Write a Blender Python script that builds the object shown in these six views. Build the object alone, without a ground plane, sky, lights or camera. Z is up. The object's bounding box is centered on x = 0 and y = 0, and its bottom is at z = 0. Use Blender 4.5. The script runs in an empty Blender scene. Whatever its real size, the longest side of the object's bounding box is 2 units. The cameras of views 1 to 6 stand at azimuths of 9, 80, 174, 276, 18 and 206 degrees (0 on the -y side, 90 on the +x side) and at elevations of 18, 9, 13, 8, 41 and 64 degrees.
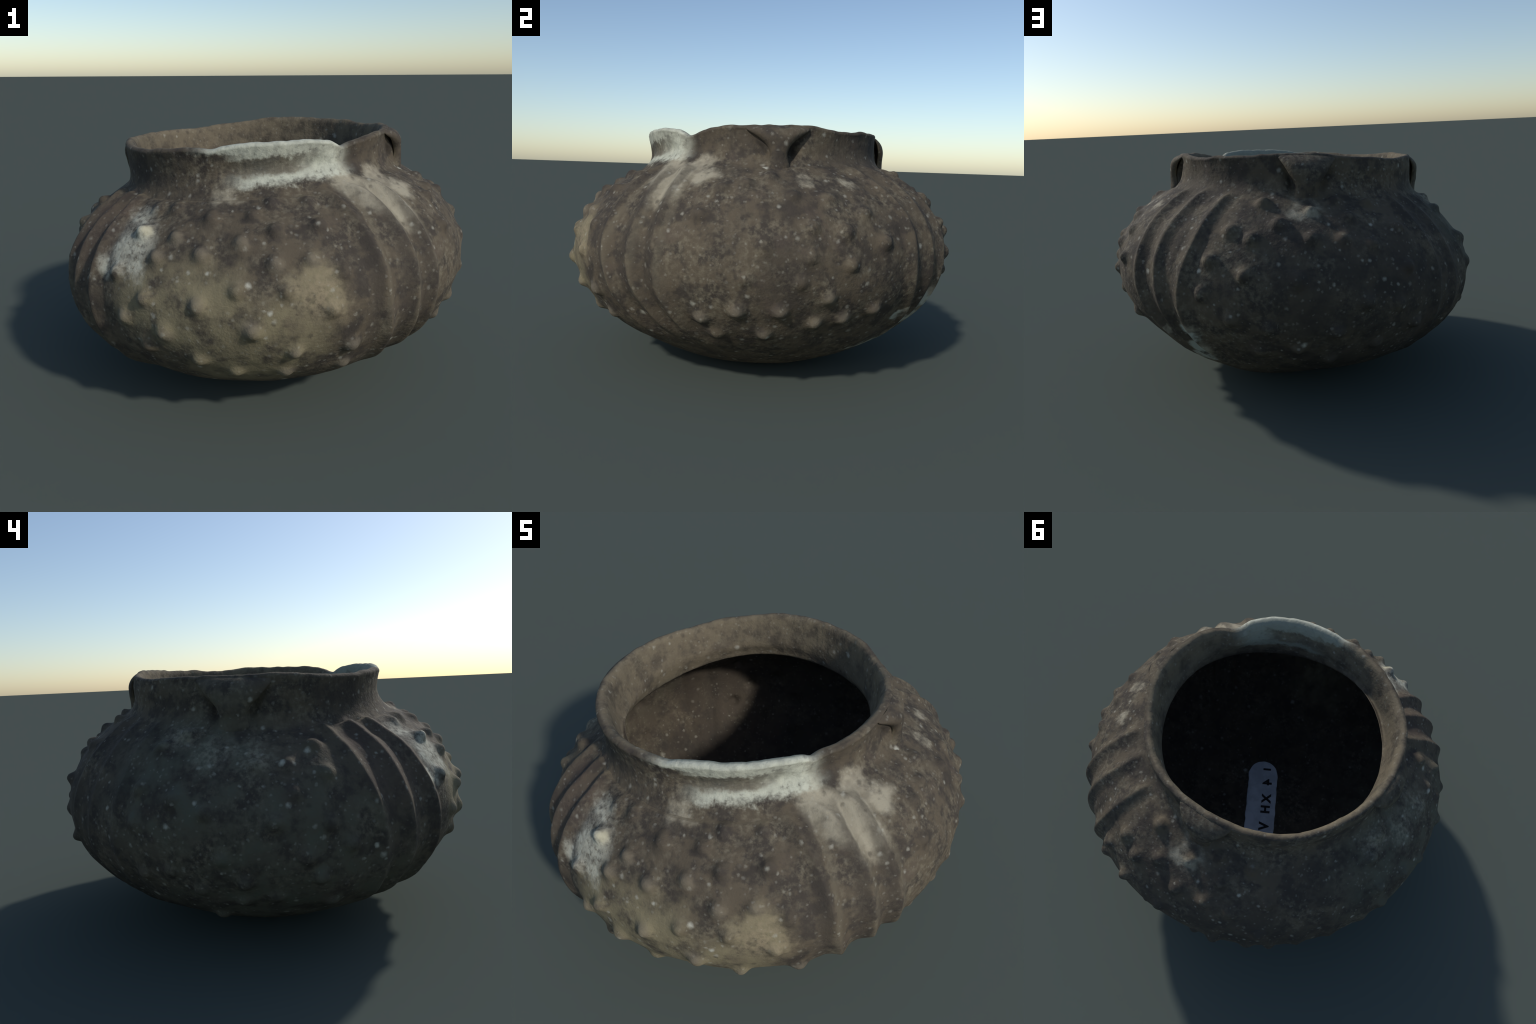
"""Round-bodied clay pot: knobbed panels, vertical ribs, everted rim with strap
lugs, a plaster repair in the rim and a painted inventory patch on the floor."""
import bpy, math
import numpy as np
from mathutils import Matrix, Vector, Euler, noise

rng = np.random.default_rng(11)

# ------------------------------------------------------------------ frame
CENTRE = Vector((0.0088, 0.0018, 0.5))
TILT = Matrix.Rotation(-0.0708, 4, 'Y') @ Matrix.Rotation(0.0142, 4, 'X')
FRAME = Matrix.Translation(CENTRE) @ TILT      # the pot leans a little

# ------------------------------------------------------------------ profile
# body: distance from the centre for each elevation angle (degrees)
BODY_ANGLE = [-90, -80, -70, -56, -45, -36, -28, -20, -10, 0, 10, 20, 30, 36]
BODY_REACH = [.4990, .5060, .5260, .5790, .6260, .6760, .7330, .8030, .8950, .9690, .9910, .9560, .8900, .8470]
# neck and lip, as (radius, height above the centre)
NECK_OUT = [(.668, .506), (.642, .528), (.624, .560), (.618, .595), (.619, .632), (.622, .662), (.626, .682)]
LIP = [(.628, .690), (.624, .698), (.613, .7025), (.601, .700), (.593, .690)]
NECK_IN = [(.585, .660), (.578, .615), (.572, .565), (.572, .520), (.577, .485), (.583, .466)]
NECK_EDGE = [(.588, .461), (.594, .464), (.606, .478), (.632, .494)]
WALL = 0.009


def hermite(x, xk, yk):
    xk, yk = np.asarray(xk, float), np.asarray(yk, float)
    m = np.gradient(yk, xk)
    i = np.clip(np.searchsorted(xk, x) - 1, 0, len(xk) - 2)
    h = xk[i + 1] - xk[i]
    t = np.clip((x - xk[i]) / h, 0, 1)
    return ((2*t**3 - 3*t**2 + 1)*yk[i] + (t**3 - 2*t**2 + t)*h*m[i]
            + (-2*t**3 + 3*t**2)*yk[i+1] + (t**3 - t**2)*h*m[i+1])


def smooth(a, b, x):
    t = np.clip((x - a) / (b - a), 0, 1)
    return t*t*(3 - 2*t)


def resample(pts, step):
    """Catmull-Rom through pts, then even steps along the arc."""
    pts = np.asarray(pts, float)
    u = np.r_[0, np.cumsum(np.hypot(*np.diff(pts, axis=0).T))]
    uu = np.linspace(0, u[-1], 4000)
    c = np.stack([hermite(uu, u, pts[:, k]) for k in (0, 1)], 1)
    s = np.r_[0, np.cumsum(np.hypot(*np.diff(c, axis=0).T))]
    n = max(2, int(round(s[-1] / step)))
    ss = np.linspace(0, s[-1], n + 1)
    return np.stack([np.interp(ss, s, c[:, k]) for k in (0, 1)], 1)


def body_point(angle):
    a = np.radians(angle)
    r = hermite(np.asarray(angle, float), BODY_ANGLE, BODY_REACH)
    return np.stack([r*np.cos(a), r*np.sin(a)], -1)


STEP = 0.0062
NT = 1000
outer = resample(np.vstack([body_point(np.linspace(-89.6, 35, 90)), NECK_OUT]), STEP)
lip = resample(np.vstack([NECK_OUT[-1:], LIP, NECK_IN[:1]]), 0.004)[1:-1]
inner_neck = resample(np.vstack([NECK_IN, NECK_EDGE]), 0.0065)
# ...and back down the inside, one wall thickness within the outer face
tangent = np.gradient(outer, axis=0)
normal2 = np.stack([tangent[:, 1], -tangent[:, 0]], 1)
normal2 /= np.linalg.norm(normal2, axis=1)[:, None]
inside = outer - normal2*WALL
keep = (outer[:, 1] < 0.50) | (outer[:, 0] > 0.70)
keep &= inside[:, 0] > 0.001
inside = inside[keep][::-1]

n_out, n_lip, n_neck, n_in = len(outer), len(lip), len(inner_neck), len(inside)
profile = np.vstack([outer, lip, inner_neck, inside])
pn = np.gradient(profile, axis=0)
pn = np.stack([pn[:, 1], -pn[:, 0]], 1)
pn /= np.linalg.norm(pn, axis=1)[:, None]
pn[:n_out] = normal2
pn[n_out + n_lip + n_neck:] = normal2[keep][::-1]      # the inside rides along with the outside
relief_on = np.zeros(len(profile))
relief_on[:n_out] = 1 - smooth(.500, .545, outer[:, 1])*(outer[:, 0] < .72)
relief_on[n_out + n_lip + n_neck:] = (1 - smooth(.500, .545, outer[:, 1])*(outer[:, 0] < .72))[keep][::-1]

theta = np.arange(NT) * (2*np.pi/NT)
TD = np.degrees(theta)

# ------------------------------------------------------------------ rim, out of true
# (bearing, lip radius) and (bearing, lip height)
RIM_RADIUS = [(0, .648), (15, .640), (30, .627), (45, .632), (60, .628), (75, .621), (90, .619), (105, .622), (120, .632),
              (135, .628), (150, .630), (165, .636), (180, .640), (195, .644), (210, .642), (225, .634), (240, .624),
              (252, .616), (262, .606), (270, .601), (285, .603), (300, .603), (308, .601), (314, .597), (319, .592), (325, .613), (331, .628), (345, .640)]
RIM_HEIGHT = [(0, .680), (10, .684), (30, .671), (45, .684), (60, .692), (75, .704), (90, .711), (105, .699), (120, .697),
              (135, .692), (150, .702), (165, .706), (180, .708), (195, .712), (210, .697), (225, .690), (240, .696),
              (254, .698), (260, .690), (266, .700), (280, .705), (290, .702), (299, .698), (306, .689), (311, .678),
              (316, .652), (320, .655), (326, .669), (335, .678), (348, .680)]


def ring(pairs):
    a = [p[0] - 360 for p in pairs[-3:]] + [p[0] for p in pairs] + [p[0] + 360 for p in pairs[:3]]
    v = [p[1] for p in pairs[-3:]] + [p[1] for p in pairs] + [p[1] for p in pairs[:3]]
    return hermite(TD, a, v)


rim_r = ring(RIM_RADIUS) - .626
rim_z = ring(RIM_HEIGHT) - .7015
jag = np.array([noise.fractal(Vector((9*math.cos(t), 9*math.sin(t), 3.1)), 1.0, 2.0, 3) for t in theta])
rim_z = rim_z + .0030*jag
rim_r = rim_r + .0020*np.roll(jag, 170)

R = np.repeat(profile[:, :1], NT, 1)
Z = np.repeat(profile[:, 1:], NT, 1)
neck_mask = np.zeros(len(profile))
neck_mask[:n_out + n_lip + n_neck] = 1
neck_mask[n_out + n_lip + n_neck - 4:] = 0
lift_r = (neck_mask*smooth(.49, .60, profile[:, 1]))[:, None]
lift_z = (neck_mask*smooth(.54, .70, profile[:, 1]))[:, None]
low_body = smooth(-.14, -.38, Z)*smooth(.10, .45, R)
R = R*(1 + (.0084*smooth(.75, .90, R)*(1 - low_body) + .010*low_body)*np.sin(2*theta)) + lift_r*rim_r


def gap(bearing):
    return (TD - bearing + 180) % 360 - 180


def dent(bearing, bw, elev, ew, deep):
    """press the thrown form in (or out) over a wide soft area"""
    e = np.degrees(np.arctan2(profile[:, 1], profile[:, 0]))[:, None]
    on = (np.arange(len(profile)) < n_out) | (np.arange(len(profile)) >= n_out + n_lip + n_neck)
    return deep*np.exp(-(gap(bearing)/bw)**4 - ((e - elev)/ew)**4)*on[:, None]*(1 - smooth(.40, .54, profile[:, 1:]))


for press in [(270, 36, 26, 15, .011), (158, 22, 28, 12, .006), (182, 40, 26, 10, .007),
              (312, 18, 27, 13, .012), (12, 16, -12, 9, .006), (104, 28, -40, 11, .008),
              (52, 29, -31, 13, -.018), (130, 17, -25, 10, -.008), (226, 16, -17, 9, -.010), (192, 22, -27, 11, -.008), (184, 30, -13, 11, -.007),
              (222, 24, -9, 10, -.007), (268, 28, -12, 8, -.004), (128, 26, -4, 12, -.008), (200, 20, -3, 10, -.005)]:
    R = R - dent(*press)
for sag in [(34, 40, -42, 18, .008), (118, 24, -40, 12, -.010), (240, 34, -43, 14, -.008)]:
    Z = Z - dent(*sag)
stout = np.zeros(len(profile))
stout[:n_out] = smooth(.46, .53, outer[:, 1])*(outer[:, 0] < .74)*(1 - smooth(.64, .70, outer[:, 1]))
R = R + .013*stout[:, None]*np.exp(-(gap(136)/67)**4)
# the collar is stout, except where the plaster of the repair has been pared back
pared = (1 - smooth(0, 9, np.abs((TD - 286 + 180) % 360 - 180) - 17))
waist = np.zeros(len(profile))
waist[:n_out] = np.exp(-((outer[:, 1] - .590)/.050)**2)*(outer[:, 0] < .72)
R = R - .020*waist[:, None]*pared
thin = np.zeros(len(profile))
k0 = n_out + n_lip
thin[k0:k0 + n_neck] = smooth(.67, .60, inner_neck[:, 1])*smooth(.458, .475, inner_neck[:, 1])
thick_side = np.exp(-(gap(290)/108)**6)
inward = np.zeros(len(profile))
inward[n_out:k0] = np.linspace(0, 1, n_lip)
inward[k0:k0 + n_neck] = smooth(.455, .50, inner_neck[:, 1])
R = R - .014*inward[:, None]*thick_side
# the collar's lower edge, where the scan stops, runs out of level
skew = (-.032*np.cos(theta) + .009*np.sin(theta) + .010*np.cos(2*theta) + .032*np.sin(2*theta) + .022*np.cos(3*theta) - .016*np.sin(3*theta))
bulk = .016*np.sin(theta) - .022*np.sin(2*theta) - .008*np.cos(3*theta)
scan_edge = np.zeros(len(profile))
scan_edge[k0:k0 + n_neck] = smooth(.56, .48, inner_neck[:, 1])
scan_edge[k0 + n_neck - 5:k0 + n_neck] *= np.linspace(.9, .1, 5)
Z = Z + .85*scan_edge[:, None]*skew
R = R + .6*scan_edge[:, None]*bulk
# and swells to meet each lug, with a hollow running down either side of the strap
for bearing, spread, hollows in ((357.4, .95, (.020, .056)), (86.6, 1.0, (.040, .026)), (176.2, 1.1, (.036, .036))):
    d = (TD - bearing + 180) % 360 - 180
    oz1 = outer[:, 1:]
    swell = np.zeros(len(profile))
    swell[:n_out] = smooth(.475, .53, outer[:, 1])*(1 - smooth(.60, .69, outer[:, 1]))*(outer[:, 0] < .72)
    R = R + .032*swell[:, None]*np.exp(-(d/8.5)**2)
    line = spread*np.interp(oz1, [.515, .55, .59, .63, .66], [5.2, 5.6, 7.0, 9.6, 13.0])
    depth = np.exp(-np.clip((oz1 - .570)/.058, -9, 9)**2)*(outer[:, :1] < .72)
    for side, deep in ((-1, hollows[0]), (1, hollows[1])):
        trench = np.zeros((len(profile), NT))
        off = d*side - line
        trench[:n_out] = depth*np.exp(-(off/np.where(off > 0, 2.6, 1.5))**2)
        R = R - deep*trench
Z = Z + lift_z*rim_z
# on the front the shoulder sweeps lower into the neck
sweep = np.zeros(len(profile))
sweep[:n_out] = np.exp(-((outer[:, 1] - .492)/.055)**2)*smooth(.90, .78, outer[:, 0])
Z = Z - .017*sweep[:, None]*np.exp(-(gap(243)/66)**4)

# ------------------------------------------------------------------ relief of the body
# knobs: (bearing, elevation, height in mm), panel by panel
KNOBS = {
    "south": [(242.5, 33, 20), (250, 33.5, 24), (264, 30, 26), (243.5, 25.2, 40), (255, 24.5, 30), (251, 19.5, 30),
              (263, 20.5, 32), (273, 23, 28), (239.5, 15, 28), (282, 34.5, 24), (294, 34, 22), (276, 30.5, 20),
              (294, 25.5, 31), (282, 25.5, 31), (281, 17.8, 30), (289.5, 17.8, 22), (297, 14, 18), (283, 11.8, 26),
              (272, 12.5, 28), (249.5, 10.3, 33), (263, 9.5, 33), (243, 5, 26), (254, 2.8, 30), (248, -2, 26),
              (261, -5, 24), (275, 3.5, 32), (284, -3, 30), (293, 6.5, 22), (298, -3.5, 30), (282, -11.5, 24),
              (298, -11.5, 22), (269, -10.5, 22)],
    "east": [(340, 25, 22), (335.5, 17, 24), (354, 30, 26), (347, 26.5, 26), (359.5, 22.5, 25), (9.5, 22, 20),
             (19, 18, 25), (3.5, 14, 22), (12, 13, 26), (23, 10.2, 30), (2.5, 7, 21), (13, 5, 24), (352, 10, 13),
             (347, 2, 13), (0.5, 1, 15), (345, -6, 27), (356, -6.2, 28), (352, -14, 25), (6, -10.5, 26), (14, -9.5, 26),
             (8, -3, 24), (23, -7, 26), (335, -8.5, 24), (338, -14.5, 20)],
    "north": [(70.5, 33.5, 34), (63, 23, 31), (70, 21, 34), (59.3, 14.5, 32), (69.5, 11.5, 34), (58, 6, 28),
              (77, 26, 34), (87, 31, 26), (86.5, 21.5, 33), (96, 21.5, 32), (96.7, 36, 28), (99.7, 28.7, 28),
              (109.7, 34.5, 26), (104.5, 20, 22), (116, 24.5, 22), (114, 13.5, 30), (83, 11, 24), (76, -2, 22), (66, 0, 24),
              (94, -2.5, 29), (94, -14, 24), (101, 5.5, 29), (118, -2, 29), (107, -8, 21), (111, 4, 20), (84, -9, 20), (73, -11, 18)],
    "west": [(162, 33, 18), (155, 28, 22), (154, 17.5, 22), (164, 15.5, 22), (172, 13, 18), (200.5, 29, 26), (201.5, 21, 24),
             (192, 24, 18), (184, 24, 14), (193, 17, 16), (154, 9.5, 16), (155, -3, 16), (163, -1, 12), (170, -6, 14),
             (195, 3, 16), (198, -2, 22), (188, 11, 20), (181, -3, 22), (172, -19, 18), (203, -12, 16), (188, -8, 14), (200, 10, 16), (205, 5, 16), 
             (176, 3, 15), (180, -10, 14)],
}
# ribs: crest line as (elevation, bearing) points, and height in mm
RIBS = [
    ([(42, 298), (34, 303), (25, 305.3), (0, 308), (-14, 311), (-34, 316)], 30),
    ([(40, 310), (34, 314), (25, 316.5), (0, 317), (-14, 321), (-34, 324)], 28),
    ([(40, 319), (34, 323), (25, 324.2), (0, 324.7), (-14, 328), (-34, 331)], 28),
    ([(40, 206), (30, 209), (15, 212), (0, 214), (-14, 216), (-34, 219)], 30),
    ([(42, 217), (30, 220), (15, 221), (0, 222), (-14, 223), (-34, 225)], 31),
    ([(42, 226), (30, 229), (15, 230.5), (0, 232), (-14, 233), (-34, 232)], 31),
    ([(42, 26), (32, 28.5), (18, 32.5), (0, 35), (-14, 43), (-34, 49)], 30),
    ([(42, 39), (30, 41), (16, 41.5), (0, 44), (-14, 48), (-34, 56)], 28),
    ([(42, 55), (35, 54), (20, 53), (0, 51.5), (-14, 54), (-34, 62)], 30),
    ([(40, 123), (28, 124.5), (15, 126), (0, 126.5), (-14, 130), (-34, 132)], 20),
    ([(42, 133), (30, 135), (15, 136.5), (0, 136.5), (-14, 138), (-34, 139)], 17),
    ([(42, 145), (30, 146), (15, 147), (0, 147.5), (-14, 146), (-34, 146)], 18),
]

STEEP = (1.15, .95)
phi = np.degrees(np.arctan2(profile[:, 1], profile[:, 0]))
# relief is worked out once on the outer face and handed to the inside
rel = np.zeros((n_out, NT))
ox = outer[:, :1]*np.cos(theta)
oy = outer[:, :1]*np.sin(theta)
oz = np.repeat(outer[:, 1:], NT, 1)
ophi = phi[:n_out]
region = np.zeros((n_out, NT), np.int32)           # 0 wall, 1.. ribs, then knobs
names = ["wall"]
for line, mm in RIBS:
    pts = sorted(line)
    centre = hermite(ophi, [p[0] for p in pts], [p[1] for p in pts])
    d = (TD[None] - centre[:, None] + 180) % 360 - 180
    d = np.radians(d)*outer[:, :1]
    fade = smooth(-31 if line[0][1] < 200 else -25, -10, ophi)*(1 - smooth(33, 41, ophi))
    wave = np.array([noise.noise(Vector((mm, a*.09, 1.7))) for a in ophi])
    lean = np.where(d > 0, STEEP[mm % 2], STEEP[1 - mm % 2])
    sharp = (np.sqrt(d**2 + .0080**2) - .0080)*lean
    crest = np.clip(1 - sharp/.062, 0, 1)**1.5
    rel += (fade*(1 + .22*wave))[:, None]*(mm*.001*crest - .010*np.exp(-(d/.075)**2))
    names.append("rib")
    region[(np.abs(d) < .026) & (fade[:, None] > .3)] = len(names) - 1
for panel, knobs in KNOBS.items():
    for bearing, elev, mm in knobs:
        c = body_point(elev)
        b = math.radians(bearing)
        p = (c[0]*math.cos(b), c[0]*math.sin(b), c[1])
        rows = np.where(np.abs(ophi - elev) < 9)[0]
        cols = np.where(np.abs((TD - bearing + 180) % 360 - 180) < 12)[0]
        ix = np.ix_(rows, cols)
        dx, dy, dz = ox[ix] - p[0], oy[ix] - p[1], oz[ix] - p[2]
        sx, sy = rng.uniform(.88, 1.14, 2)
        side = -math.sin(b)*dx + math.cos(b)*dy
        d2 = (dx*dx + dy*dy + dz*dz - side*side)*sx + side*side*sy
        w = .0288*rng.uniform(.92, 1.14)
        d = np.sqrt(d2)
        peak = .75*np.exp(-(d/(1.02*w))**2.6) + .25*np.exp(-(d/(1.6*w))**2)
        rel[ix] = np.maximum(rel[ix] + mm*{'south': .00094, 'west': .00122}.get(panel, .00102)*peak, rel[ix])
        names.append("knob")
        region[ix] = np.where(d < 1.15*w, len(names) - 1, region[ix])
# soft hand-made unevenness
lump = np.array([[noise.fractal(Vector((x*3.1, y*3.1, z*3.1)), .9, 2.1, 2) for x, y, z in
                  zip(ox[i, ::10], oy[i, ::10], oz[i, ::10])] for i in range(0, n_out, 5)])
li = np.arange(0, n_out, 5)
lump = np.stack([np.interp(np.arange(NT), np.r_[np.arange(0, NT, 10), NT], np.r_[row, row[:1]]) for row in lump])
lump = np.stack([np.interp(np.arange(n_out), li, lump[:, k]) for k in range(NT)], 1)
grit = np.empty((n_out, NT))
for i in range(n_out):
    k = 26.0
    grit[i] = [noise.noise(Vector((x*k, y*k, z*k))) for x, y, z in zip(ox[i], oy[i], oz[i])] if i % 1 == 0 else 0
rel += .0075*lump*(smooth(-60, -30, ophi))[:, None] + .0011*grit

disp = np.zeros_like(R)
disp[:n_out] = rel*(.25 + .75*relief_on[:n_out])[:, None]
disp[n_out + n_lip + n_neck:] = rel[keep][::-1]*relief_on[n_out + n_lip + n_neck:][:, None]
neck_rows = np.arange(n_out, n_out + n_lip + n_neck)
for i in neck_rows:
    disp[i] = .0020*np.array([noise.noise(Vector((R[i, k]*24*math.cos(t), R[i, k]*24*math.sin(t), Z[i, k]*24)))
                              for k, t in enumerate(theta)])
R = R + pn[:, :1]*disp
Z = Z + pn[:, 1:]*disp

# ------------------------------------------------------------------ mesh
NR = len(profile)
V = np.stack([R*np.cos(theta), R*np.sin(theta), Z], -1).reshape(-1, 3)
south_pole, south_pole_in = len(V), len(V) + 1
V = np.vstack([V, [[0, 0, Z[0].mean()]], [[0, 0, Z[-1].mean()]]])
# worn flat where it rests: nothing below the ground plane
M = np.array(FRAME)
W = V @ M[:3, :3].T + M[:3, 3]
is_in = np.zeros(len(V), bool)
is_in[(n_out + n_lip + n_neck)*NT:-2] = True
is_in[-1] = True
base = np.where(is_in, WALL, 0.0)
K = .005
W[:, 2] = np.where(W[:, 2] - base < .04, base + K*np.log1p(np.exp((W[:, 2] - base)/K)), W[:, 2])
W[:, 2] -= W[~is_in, 2].min()
V = (W - M[:3, 3]) @ M[:3, :3]
i, j = np.meshgrid(np.arange(NR - 1), np.arange(NT), indexing="ij")
jn = (j + 1) % NT
quads = np.stack([i*NT + j, i*NT + jn, (i+1)*NT + jn, (i+1)*NT + j], -1).reshape(-1, 4)
qrow = i.reshape(-1)
qcol = j.reshape(-1)
cap = np.arange(NT)
tri_out = np.stack([cap, np.full(NT, south_pole), (cap + 1) % NT], 1)
last = (NR - 1)*NT
tri_in = np.stack([last + cap, last + (cap + 1) % NT, np.full(NT, south_pole_in)], 1)

# vertex normals of the whole body, shared by all the pieces it is cut into
def face_normals(f):
    a, b = V[f[:, 2]] - V[f[:, 0]], V[f[:, -1]] - V[f[:, 1]] if f.shape[1] == 4 else V[f[:, 1]] - V[f[:, 2]]
    return np.cross(a, b)


N = np.zeros_like(V)
fn = np.cross(V[quads[:, 2]] - V[quads[:, 0]], V[quads[:, 3]] - V[quads[:, 1]])
for k in range(4):
    np.add.at(N, quads[:, k], fn)
N[south_pole] = (0, 0, -1)
N[south_pole_in] = (0, 0, 1)
N /= np.linalg.norm(N, axis=1)[:, None] + 1e-12

# region of every quad
qreg = np.zeros(len(quads), np.int32)
on_outer = qrow < n_out - 1
qreg[on_outer] = region[qrow[on_outer], qcol[on_outer]]
NECK, REPAIR = len(names), len(names) + 1
names += ["neck", "rim_repair"]
neck_start = int(np.argmax(outer[:, 1] > .532))
is_neck = (qrow >= neck_start) & (qrow < n_out + n_lip + n_neck - 1)
qreg[is_neck] = NECK
INSIDE = len(names)
names.append("lining")
qreg[qrow >= n_out + n_lip + n_neck - 1] = INSIDE
repair_edge = 4*np.interp(qrow % 37, [0, 9, 18, 27, 37], [0, 1, -.4, .8, 0])
repair = is_neck & (TD[qcol] > 267 + repair_edge) & (TD[qcol] < 315 + repair_edge)
qreg[repair] = REPAIR

pot = bpy.data.objects.new("clay_pot", None)
pot.empty_display_size = .2
bpy.context.collection.objects.link(pot)
pot["label"] = "dark brown clay pot with knobs, ribs and strap lugs"
pot["category"] = "clay pot"


def put(name, verts, faces, mat, normals=None, kind=None):
    me = bpy.data.meshes.new(name)
    me.from_pydata(verts.tolist() if hasattr(verts, "tolist") else verts, [], faces)
    me.polygons.foreach_set("use_smooth", [True]*len(me.polygons))
    me.materials.append(mat)
    if normals is not None:
        me.normals_split_custom_set_from_vertices(normals.tolist())
    me.update()
    ob = bpy.data.objects.new(name, me)
    bpy.context.collection.objects.link(ob)
    ob.parent = pot
    ob.matrix_world = FRAME
    if kind:
        ob["kind"] = kind
    return ob


# ------------------------------------------------------------------ materials
class Tree:
    def __init__(self, name):
        self.mat = bpy.data.materials.new(name)
        self.mat.use_nodes = True
        self.t = self.mat.node_tree
        self.t.nodes.clear()
        self.out = self.t.nodes.new("ShaderNodeOutputMaterial")
        self.bsdf = self.t.nodes.new("ShaderNodeBsdfPrincipled")
        self.t.links.new(self.bsdf.outputs[0], self.out.inputs[0])
        self.pos = self.t.nodes.new("ShaderNodeTexCoord").outputs["Object"]

    def link(self, src, dst):
        if hasattr(src, "is_output"):
            self.t.links.new(src, dst)
        else:
            dst.default_value = src

    def math(self, op, a, b=0.0, c=None, clamp=False):
        n = self.t.nodes.new("ShaderNodeMath")
        n.operation, n.use_clamp = op, clamp
        self.link(a, n.inputs[0])
        self.link(b, n.inputs[1])
        if c is not None:
            self.link(c, n.inputs[2])
        return n.outputs[0]

    def vmath(self, op, a, b=(0, 0, 0), scale=None):
        n = self.t.nodes.new("ShaderNodeVectorMath")
        n.operation = op
        self.link(a, n.inputs[0])
        self.link(b, n.inputs[1])
        if scale is not None:
            n.inputs["Scale"].default_value = scale
        return n.outputs["Value"] if op in ("DISTANCE", "LENGTH", "DOT_PRODUCT") else n.outputs[0]

    def noise(self, scale, detail=3, rough=.55, where=None, colour=False, offset=0.0):
        n = self.t.nodes.new("ShaderNodeTexNoise")
        p = where or self.pos
        if offset:
            p = self.vmath("ADD", p, (offset, offset*.7, -offset))
        self.link(p, n.inputs["Vector"])
        n.inputs["Scale"].default_value = scale
        n.inputs["Detail"].default_value = detail
        n.inputs["Roughness"].default_value = rough
        return n.outputs["Color" if colour else "Fac"]

    def ramp(self, fac, lo, hi):
        n = self.t.nodes.new("ShaderNodeMapRange")
        n.interpolation_type = "SMOOTHSTEP"
        self.link(fac, n.inputs[0])
        n.inputs[1].default_value, n.inputs[2].default_value = lo, hi
        return n.outputs[0]

    def mix(self, fac, a, b, mode="MIX"):
        n = self.t.nodes.new("ShaderNodeMix")
        n.data_type, n.blend_type = "RGBA", mode
        self.link(fac, n.inputs[0])
        for src, dst in ((a, n.inputs[6]), (b, n.inputs[7])):
            self.link(src if hasattr(src, "is_output") else (*src, 1), dst)
        return n.outputs[2]

    def specks(self, scale, share, lo, hi, offset=0.0):
        """Small round grains: a few Voronoi cells, picked by their random colour."""
        n = self.t.nodes.new("ShaderNodeTexVoronoi")
        w = self.vmath("SCALE", self.vmath("SUBTRACT", self.noise(60, 2, colour=True), (.5, .5, .5)), scale=.014)
        self.link(self.vmath("ADD", self.vmath("ADD", self.pos, w), (offset, offset, offset)), n.inputs["Vector"])
        n.inputs["Scale"].default_value = scale
        sep = self.t.nodes.new("ShaderNodeSeparateColor")
        self.t.links.new(n.outputs["Color"], sep.inputs[0])
        pick = self.ramp(sep.outputs[0], 1 - share, 1 - share*.4)
        size = self.math("MULTIPLY_ADD", sep.outputs[1], .5, .6)
        d = self.math("DIVIDE", n.outputs["Distance"], size)
        return self.math("MULTIPLY", pick, self.math("SUBTRACT", 1.0, self.ramp(d, lo, hi)))


def at(bearing, elev, out=0.0):
    c = body_point(elev)*(1 + out)
    b = math.radians(bearing)
    return (c[0]*math.cos(b), c[0]*math.sin(b), c[1])


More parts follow.
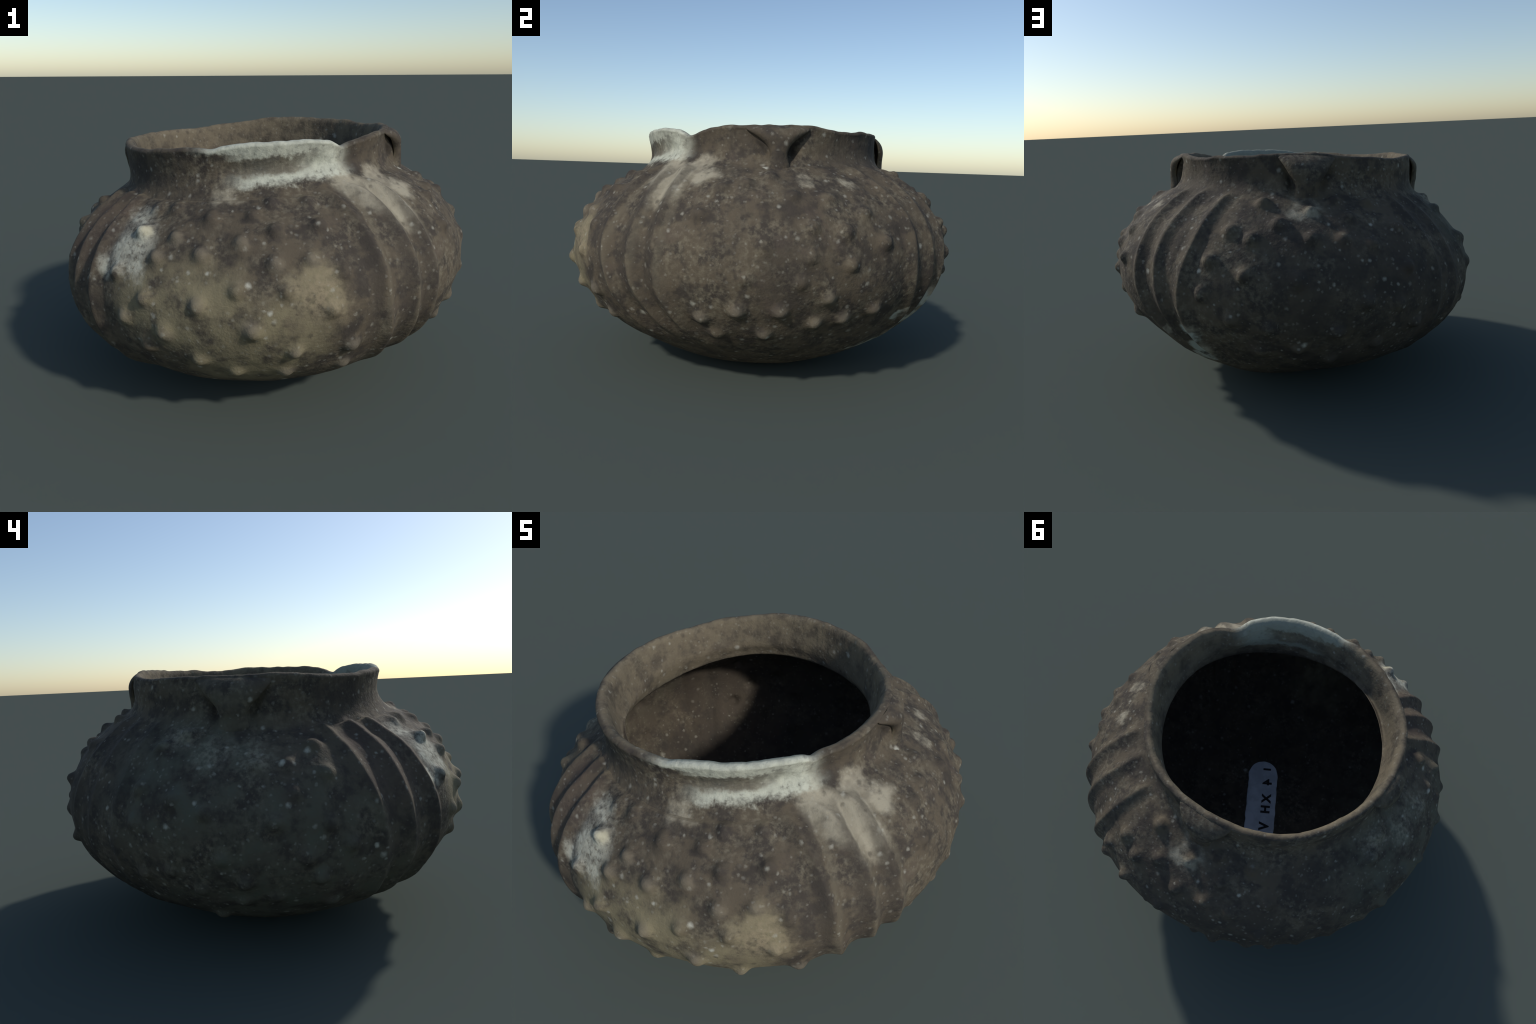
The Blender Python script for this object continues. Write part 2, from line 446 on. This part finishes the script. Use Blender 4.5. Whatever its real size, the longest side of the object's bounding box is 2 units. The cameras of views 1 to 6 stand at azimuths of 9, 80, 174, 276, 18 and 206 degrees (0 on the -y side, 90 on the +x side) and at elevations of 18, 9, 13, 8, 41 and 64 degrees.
def clay():
    t = Tree("fired_clay")
    warp = t.vmath("SCALE", t.vmath("SUBTRACT", t.noise(9, 4, .6, colour=True), (.5, .5, .5)), scale=.20)
    wp = t.vmath("ADD", t.pos, warp)
    fine = t.noise(42, 4, .62)
    mid = t.noise(11, 4, .6, offset=3.0)
    big = t.noise(2.6, 3, .55, offset=7.0)

    def blob(bearing, elev, radius, soft=.5, stretch=None):
        d = t.vmath("DISTANCE", wp, at(bearing, elev))
        return t.math("SUBTRACT", 1.0, t.ramp(d, radius*(1 - soft), radius*(1 + soft*.4)))

    def union(parts):
        acc = parts[0]
        for p in parts[1:]:
            acc = t.math("MAXIMUM", acc, p)
        return acc

    # purplish brown clay, mottled with grey-tan
    col = t.mix(t.ramp(mid, .40, .58), BROWN_DARK, BROWN)
    col = t.mix(t.math("MULTIPLY", t.math("MULTIPLY", t.ramp(fine, .40, .72), t.ramp(t.noise(6, 3, .6, offset=31.0), .36, .62)), .85), col, GREY_TAN)
    cloud = t.noise(3.6, 3, .6, offset=43.0)
    col = t.mix(t.math("MULTIPLY", t.ramp(cloud, .50, .64), .50), col, BROWN_DARK)
    flank = union([blob(221, 20, .20, .7), blob(216, 30, .12, .7), blob(228, 30, .10, .7)])
    col = t.mix(t.math("MULTIPLY", flank, .55), col, RUSSET)
    # soot on the sides that lay in the fire
    soot = union([blob(100, -2, .52, .7), blob(128, 12, .40, .7), blob(150, 24, .24, .7), blob(92, -22, .42, .7),
                  blob(140, -22, .42, .7)])
    soot = t.math("MULTIPLY", soot, t.ramp(big, .25, .62))
    col = t.mix(t.math("MULTIPLY", soot, .8), col, SOOT)
    grey = union([blob(190, -4, .55, .7), blob(165, 22, .42, .7), blob(215, -18, .4, .7)])
    col = t.mix(t.math("MULTIPLY", grey, t.ramp(mid, .30, .72)), col, ASH)
    # weathered olive-tan skin low on the front
    tan = union([blob(262, 6, .27, .6), blob(272, -8, .26, .7), blob(250, 8, .20, .6), blob(290, 12, .12, .5),
                 blob(282, 0, .2, .6)])
    col = t.mix(t.math("MULTIPLY", tan, t.ramp(mid, .26, .58)), col, OLIVE)
    col = t.mix(t.math("MULTIPLY", t.math("MULTIPLY", blob(291, 11, .12, .8), t.ramp(fine, .30, .62)), .8), col, SAND)
    # pale bloom
    pale = union([blob(313, 36, .09, .7), blob(319, 31, .125, .6), blob(321, 25, .09, .7), blob(332, 31, .085, .7),
                  blob(328, 37, .08, .6), blob(325, 33, .09, .6), blob(311, 39, .07, .6)])
    pale = t.math("MULTIPLY", pale, t.math("MULTIPLY", t.ramp(mid, .20, .44), t.ramp(fine, .08, .42)))
    col = t.mix(t.math("MULTIPLY", pale, .85), col, PALE)
    chalk = union([blob(238, 28, .09, .6), blob(242, 22, .12, .6), blob(236, 18, .08, .6), blob(245, 17, .08, .6)])
    chalk = t.math("MULTIPLY", chalk, t.math("MULTIPLY", t.ramp(mid, .24, .56), t.ramp(fine, .20, .55)))
    col = t.mix(t.math("MULTIPLY", chalk, .85), col, CHALK)
    patch = union([blob(5, 28.5, .055, .5), blob(19, 28, .055, .5), blob(84, 31, .085, .6), blob(266, 38, .07, .6),
                   blob(52, -6, .06, .6), blob(52, -14, .07, .6), blob(48, -22, .07, .6),
                   blob(39, -26, .07, .6), blob(41, -10, .04, .6)])
    col = t.mix(t.math("MULTIPLY", t.math("MULTIPLY", patch, t.ramp(mid, .3, .62)), .8), col, PALE)
    # knob tips: some worn pale, some dark, partly as painted relief shade
    def tips(spots, radius):
        return union([t.math("SUBTRACT", 1.0, t.ramp(t.vmath("DISTANCE", tp, at(b, e, .020)), radius*.35, radius)) for b, e in spots])

    tp = t.vmath("ADD", t.pos, t.vmath("SCALE", t.vmath("SUBTRACT", t.noise(20, 3, .6, colour=True), (.5, .5, .5)), scale=.045))
    col = t.mix(t.math("MULTIPLY", tips([(251, 19.5), (263, 20.5), (273, 23), (281, 17.5), (289.5, 17.8), (255, 24.5), (249, 9), (263, 9.5),
                     (243, 5), (254.5, 1.8), (274, 4.5), (284, -4), (298, -4), (282, -12), (298, -12), (345, -7), (356, -7), (352, -15),
                     (6, -11), (14, -10), (8, -4), (23, -8), (335, -9)], .050), .55), col, TIP)
    col = t.mix(t.math("MULTIPLY", tips([(245.5, 26)], .040), .7), col, (.44, .41, .29))
    col = t.mix(t.math("MULTIPLY", tips([(282, 34.5), (294, 34), (294, 25), (282, 25)], .055), .60), col, CAP_DARK)
    col = t.mix(t.math("MULTIPLY", tips([(276, 30.5), (264, 29), (347, 26.5), (354, 30), (359.5, 22.5), (335.5, 17), (340, 25)], .055), .30), col, CAP_DARK)  # fainter dark caps: relief shading put into the colour
    wash = union([blob(172, 28, .11, .8), blob(160, 33, .09, .8), blob(184, 27, .09, .8)])
    col = t.mix(t.math("MULTIPLY", t.math("MULTIPLY", wash, t.ramp(fine, .3, .7)), .45), col, PALE)
    lime = union([blob(51, -8, .05, .5), blob(51, -15, .06, .5), blob(50, -21, .06, .5), blob(44, -25, .05, .5), blob(40, -12, .04, .5), blob(38, -28, .07, .5)])
    col = t.mix(t.math("MULTIPLY", lime, t.ramp(mid, .32, .56)), col, (.36, .385, .33))
    # reddish knobs and stains
    col = t.mix(t.math("MULTIPLY", t.ramp(t.noise(5.5, 3, .6, offset=21.0), .56, .72), .45), col, REDDISH)
    # the inside of the collar is rubbed to a warm tan
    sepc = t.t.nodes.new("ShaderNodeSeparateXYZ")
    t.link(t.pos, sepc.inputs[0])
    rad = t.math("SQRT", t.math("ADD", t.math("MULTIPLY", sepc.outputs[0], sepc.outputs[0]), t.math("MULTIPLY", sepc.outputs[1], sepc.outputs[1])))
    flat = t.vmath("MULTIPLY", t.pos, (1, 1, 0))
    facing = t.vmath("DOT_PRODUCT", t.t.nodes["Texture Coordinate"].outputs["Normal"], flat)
    collar = t.math("MULTIPLY", t.math("SUBTRACT", 1.0, t.ramp(facing, -.10, .25)), t.ramp(sepc.outputs[2], .44, .50))
    col = t.mix(t.math("MULTIPLY", collar, t.math("MULTIPLY_ADD", t.ramp(mid, .32, .62), .6, .25)), col, COLLAR)
    # grime and painted shade at the foot of the front ribs, crests painted lit
    deg = t.math("MULTIPLY", t.math("ARCTAN2", sepc.outputs[0], t.math("MULTIPLY", sepc.outputs[1], -1.0)), 180/math.pi)
    deg = t.math("ADD", deg, t.math("MULTIPLY_ADD", mid, 3.0, -1.5))
    deg = t.math("ADD", deg, t.math("MULTIPLY_ADD", t.math("ABSOLUTE", sepc.outputs[2]), -7.0, .8))
    belly = t.math("MULTIPLY", t.ramp(sepc.outputs[2], -.20, .0), t.math("SUBTRACT", 1.0, t.ramp(sepc.outputs[2], .47, .52)))
    for crest in (37.0, 46.8, 55.0):
        foot = t.math("MULTIPLY", t.ramp(deg, crest - 6.0, crest - 3.0), t.math("SUBTRACT", 1.0, t.ramp(deg, crest - 1.6, crest - .4)))
        ridge = t.math("MULTIPLY", t.ramp(deg, crest - .9, crest), t.math("SUBTRACT", 1.0, t.ramp(deg, crest + .6, crest + 2.2)))
        foot = t.math("MULTIPLY", foot, belly)
        col = t.mix(t.math("MULTIPLY", foot, t.math("MULTIPLY_ADD", t.ramp(mid, .3, .6), .40, .22)), col, BROWN_DARK)
        col = t.mix(t.math("MULTIPLY", t.math("MULTIPLY", ridge, belly), .30), col, GREY_TAN)
    # white grains and a finer dusting
    col = t.mix(t.specks(13, .14, .02, .26), col, GRAIN)
    col = t.mix(t.math("MULTIPLY", t.specks(30, .18, .04, .42, 4.0), .5), col, GRAIN)
    col = t.mix(t.math("MULTIPLY", t.specks(60, .25, .1, .55, 9.0), .22), col, GRAIN)
    # dark pits
    col = t.mix(t.math("MULTIPLY", t.specks(24, .22, .12, .36, 13.0), .5), col, BROWN_DARK)
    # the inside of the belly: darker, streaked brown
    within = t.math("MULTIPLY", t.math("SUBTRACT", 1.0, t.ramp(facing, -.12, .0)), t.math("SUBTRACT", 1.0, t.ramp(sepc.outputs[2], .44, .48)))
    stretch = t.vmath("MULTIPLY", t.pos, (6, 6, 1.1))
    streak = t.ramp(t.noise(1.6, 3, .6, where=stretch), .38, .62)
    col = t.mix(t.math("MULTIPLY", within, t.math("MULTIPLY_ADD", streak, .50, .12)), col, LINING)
    # plaster smeared from the repair over the neck and shoulder
    sep = t.t.nodes.new("ShaderNodeSeparateXYZ")
    t.link(t.pos, sep.inputs[0])
    bearing = t.math("ADD", t.math("ARCTAN2", sep.outputs[0], t.math("MULTIPLY", sep.outputs[1], -1.0)), 0.0)   # 0 towards the front
    b = t.math("ADD", bearing, t.math("MULTIPLY_ADD", mid, .24, -.12))
    z = t.math("ADD", sep.outputs[2], t.math("MULTIPLY_ADD", mid, .085, -.0425))
    z = t.math("ADD", z, t.math("MULTIPLY_ADD", fine, .04, -.02))
    span = t.math("MULTIPLY", t.ramp(b, math.radians(-10), math.radians(10)),
                  t.math("SUBTRACT", 1.0, t.ramp(b, math.radians(40), math.radians(52))))
    low = t.math("MULTIPLY", t.ramp(z, .516, .552), t.ramp(fine, .18, .42))
    lipband = t.math("MULTIPLY", t.ramp(z, .655, .675), t.math("MULTIPLY", t.ramp(b, math.radians(-22), math.radians(-4)),
                     t.math("SUBTRACT", 1.0, t.ramp(b, math.radians(46), math.radians(56)))))
    grimy = t.math("MULTIPLY", t.ramp(z, .560, .585), t.math("SUBTRACT", 1.0, t.ramp(z, .635, .655)))
    grimy = t.math("MULTIPLY", grimy, t.math("SUBTRACT", 1.0, t.ramp(b, math.radians(22), math.radians(36))))
    plaster = t.math("MAXIMUM", t.math("MULTIPLY", t.math("MULTIPLY", span, low), t.math("SUBTRACT", 1.0, t.math("MULTIPLY", grimy, .85))), lipband)
    pcol = t.mix(t.math("MULTIPLY", t.ramp(fine, .28, .62), t.ramp(mid, .25, .55)), PLASTER_GREY, PLASTER)
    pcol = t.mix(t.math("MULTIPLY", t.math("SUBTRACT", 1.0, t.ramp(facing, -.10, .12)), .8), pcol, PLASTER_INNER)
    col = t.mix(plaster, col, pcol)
    t.link(col, t.bsdf.inputs["Base Color"])
    t.bsdf.inputs["Roughness"].default_value = .85
    t.bsdf.inputs["Specular IOR Level"].default_value = .18
    bump = t.t.nodes.new("ShaderNodeBump")
    bump.inputs["Strength"].default_value = .35
    bump.inputs["Distance"].default_value = .01
    t.link(t.noise(70, 4, .6), bump.inputs["Height"])
    t.link(bump.outputs[0], t.bsdf.inputs["Normal"])
    return t.mat


def plain(name, a, b, scale=30):
    t = Tree(name)
    t.link(t.mix(t.ramp(t.noise(scale, 4, .6), .35, .68), a, b), t.bsdf.inputs["Base Color"])
    t.bsdf.inputs["Roughness"].default_value = .9
    t.bsdf.inputs["Specular IOR Level"].default_value = .15
    return t.mat


BROWN_DARK = (.050, .042, .034)
BROWN = (.094, .076, .053)
GREY_TAN = (.158, .137, .096)
REDDISH = (.086, .067, .053)
SOOT = (.034, .031, .027)
ASH = (.090, .092, .068)
OLIVE = (.192, .165, .102)
SAND = (.250, .205, .132)
PALE = (.360, .325, .240)
CHALK = (.480, .465, .370)
RUSSET = (.092, .068, .052)
LINING = (.066, .053, .040)
COLLAR = (.160, .132, .088)
TIP = (.175, .150, .110)
CAP_DARK = (.046, .039, .034)  # dark knob caps, including their painted relief shade
GRAIN = (.380, .370, .305)
PLASTER = (.470, .475, .385)
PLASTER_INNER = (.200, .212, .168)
PLASTER_GREY = (.330, .335, .275)

CLAY = clay()

# ------------------------------------------------------------------ cut the body into its parts
order = np.argsort(qreg, kind="stable")
bounds = np.searchsorted(qreg[order], np.arange(len(names) + 1))
for k, name in enumerate(names):
    f = quads[order[bounds[k]:bounds[k + 1]]]
    if not len(f):
        continue
    faces = f
    extra = []
    if name == "wall":
        extra = tri_out.tolist()
    if name == "lining":
        extra = tri_in.tolist()
    used = np.unique(np.concatenate([f.reshape(-1), np.array(extra, int).reshape(-1)]))
    remap = np.full(len(V), -1)
    remap[used] = np.arange(len(used))
    ff = remap[faces].tolist() + [[int(remap[v]) for v in e] for e in extra]
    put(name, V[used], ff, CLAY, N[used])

# ------------------------------------------------------------------ strap lugs
# half-width (degrees) along the strap, from lip to shoulder
LUGS = [(357.4, .648, -.021, .036, [14, 13.0, 10.5, 7.5, 4.8, 3.5, 3.8, 4.8, 5.5], .90),
        (86.6, .620, .008, .054, [13, 12.0, 10.0, 8.0, 5.8, 4.6, 4.8, 5.6, 6.0]),
        (176.2, .640, .005, .042, [15, 14.0, 12.0, 9.6, 6.4, 4.9, 5.0, 5.8, 6.2])]
# (share of the bulge, height)
LUG_PATH = [(-.15, .688), (.30, .674), (.75, .652), (1.0, .622), (1.04, .588), (1.0, .556), (.97, .526), (.97, .496), (1.0, .462)]


def lug(bearing, lipr, liph, bulge, halves, front=1.0):
    ns, nw = 60, 28
    u = np.linspace(0, 1, len(LUG_PATH))
    uu = np.linspace(0, 1, ns)
    pr = hermite(uu, u, [p[0]*bulge + lipr for p in LUG_PATH])
    pz = hermite(uu, u, [p[1] for p in LUG_PATH]) + liph*(1 - smooth(0, .6, uu))
    hw = np.radians(hermite(uu, u, halves))
    tr, tz = np.gradient(pr), np.gradient(pz)
    ln = np.hypot(tr, tz)
    nr, nz = -tz/ln, tr/ln            # outward
    nr, nz = np.abs(nr), np.where(nr < 0, -nz, nz)
    thick = np.interp(uu, [0, .15, .3, .7, 1], [.008, .013, .017, .019, .020])
    verts, faces = [], []
    ringn = 2*nw
    for s in range(ns):
        for k in range(ringn):
            a = 2*np.pi*k/ringn
            ca, sa = math.cos(a), math.sin(a)
            across = math.copysign(abs(ca)**.75, ca)*hw[s]*(front if ca < 0 else 1.0)
            off = math.copysign(abs(sa)**.8, sa)*thick[s]
            # the strap flattens against the neck towards its edges high up
            droop = -.024*abs(ca)**2.5*np.interp(uu[s], [0, .15, .4, .6, .8, 1], [.2, .4, .75, .4, .6, 1])
            rr = pr[s] + nr[s]*off + droop
            zz = pz[s] + nz[s]*off
            g = noise.noise(Vector((rr*20, across*9 + bearing, zz*20)))
            rr += .0030*g
            t = math.radians(bearing) + across
            verts.append((rr*math.cos(t), rr*math.sin(t), zz))
    for s in range(ns - 1):
        for k in range(ringn):
            kn = (k + 1) % ringn
            faces.append([s*ringn + k, (s + 1)*ringn + k, (s + 1)*ringn + kn, s*ringn + kn])
    faces.append(list(range(ringn)))
    faces.append(list(range((ns - 1)*ringn, ns*ringn))[::-1])
    return put("strap_lug", np.array(verts), faces, CLAY)


for spec in LUGS:
    lug(*spec)

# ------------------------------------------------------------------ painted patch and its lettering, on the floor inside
AXIS_A, AXIS_B = np.array((.138, -.283)), np.array((-.105, .280))
LABEL_HALF = .098
along = AXIS_B - AXIS_A
LENGTH = float(np.linalg.norm(along))
along = along/LENGTH
across = np.array((along[1], -along[0]))       # to the right when looking along
in_r = np.hypot(V[(n_out + n_lip + n_neck)*NT:-2, 0], V[(n_out + n_lip + n_neck)*NT:-2, 1]).reshape(n_in, NT).mean(1)
in_z = V[(n_out + n_lip + n_neck)*NT:-2, 2].reshape(n_in, NT).mean(1)


def floor_z(x, y):
    return float(np.interp(math.hypot(x, y), in_r[::-1][:120], in_z[::-1][:120]))


def patch():
    na, nw = 90, 26
    verts, faces = [], []
    for side in (0, 1):
        for a in range(na + 1):
            s = a/na
            d = min(s, 1 - s)*LENGTH
            w = LABEL_HALF*math.sqrt(max(0.0, 1 - max(0.0, 1 - d/LABEL_HALF)**2)) if d < LABEL_HALF else LABEL_HALF
            w = max(w, .004)
            for b in range(nw + 1):
                q = 2*b/nw - 1
                edge = w*(1 + .06*noise.noise(Vector((s*14, math.copysign(1, q), .3))))
                p = AXIS_A + along*s*LENGTH + across*q*edge
                verts.append((p[0], p[1], floor_z(*p) + (.0045 if side else -.004)))
    m = (na + 1)*(nw + 1)
    for a in range(na):
        for b in range(nw):
            k = a*(nw + 1) + b
            quad = [k, k + 1, k + nw + 2, k + nw + 1]
            faces.append([m + v for v in quad])
            faces.append(quad[::-1])
    rim = [b for b in range(nw + 1)] + [(a + 1)*(nw + 1) + nw for a in range(na)] + \
          [na*(nw + 1) + b for b in range(nw - 1, -1, -1)] + [a*(nw + 1) for a in range(na - 1, 0, -1)]
    for u, v in zip(rim, rim[1:] + rim[:1]):
        faces.append([u, v, m + v, m + u])
    return put("painted_patch", np.array(verts), faces, plain("white_paint", (.60, .61, .62), (.76, .77, .78), 14))


label = patch()
INK = plain("black_ink", (.030, .028, .030), (.055, .050, .050), 40)
# (character, place along the patch, place across, size)
MARKS = [("I", .056, -.026, .066), ("4", .150, -.034, .082), ("X", .268, -.036, .082), ("H", .346, -.034, .080), ("V", .466, -.033, .088)]
for ch, s, q, size in MARKS:
    cu = bpy.data.curves.new("inventory_mark", "FONT")
    cu.body, cu.size, cu.extrude, cu.offset = ch, size, .0012, .0034
    cu.align_x, cu.align_y = "CENTER", "CENTER"
    tmp = bpy.data.objects.new("inventory_mark", cu)
    bpy.context.collection.objects.link(tmp)
    me = bpy.data.meshes.new_from_object(tmp.evaluated_get(bpy.context.evaluated_depsgraph_get()))
    bpy.data.objects.remove(tmp)
    p = AXIS_A + along*s + across*q
    co = np.empty(len(me.vertices)*3)
    me.vertices.foreach_get("co", co)
    co = co.reshape(-1, 3)
    verts = [(p[0] + along[0]*x + across[0]*y, p[1] + along[1]*x + across[1]*y) for x, y, _ in co]
    verts = np.array([(x, y, floor_z(x, y) + .0060 + z) for (x, y), (_, _, z) in zip(verts, co)])
    faces = [list(f.vertices) for f in me.polygons]
    mark = put("inventory_mark", verts, faces, INK)
    mark.data.polygons.foreach_set("use_smooth", [False]*len(mark.data.polygons))
    mark.parent = label
    mark.matrix_world = FRAME

# ------------------------------------------------------------------ stand it on the ground
low = 9.0
bpy.context.view_layer.update()
M = np.array(FRAME)
low = float((V @ M[:3, :3].T + M[:3, 3])[:, 2].min())
print("lowest", low)
pass
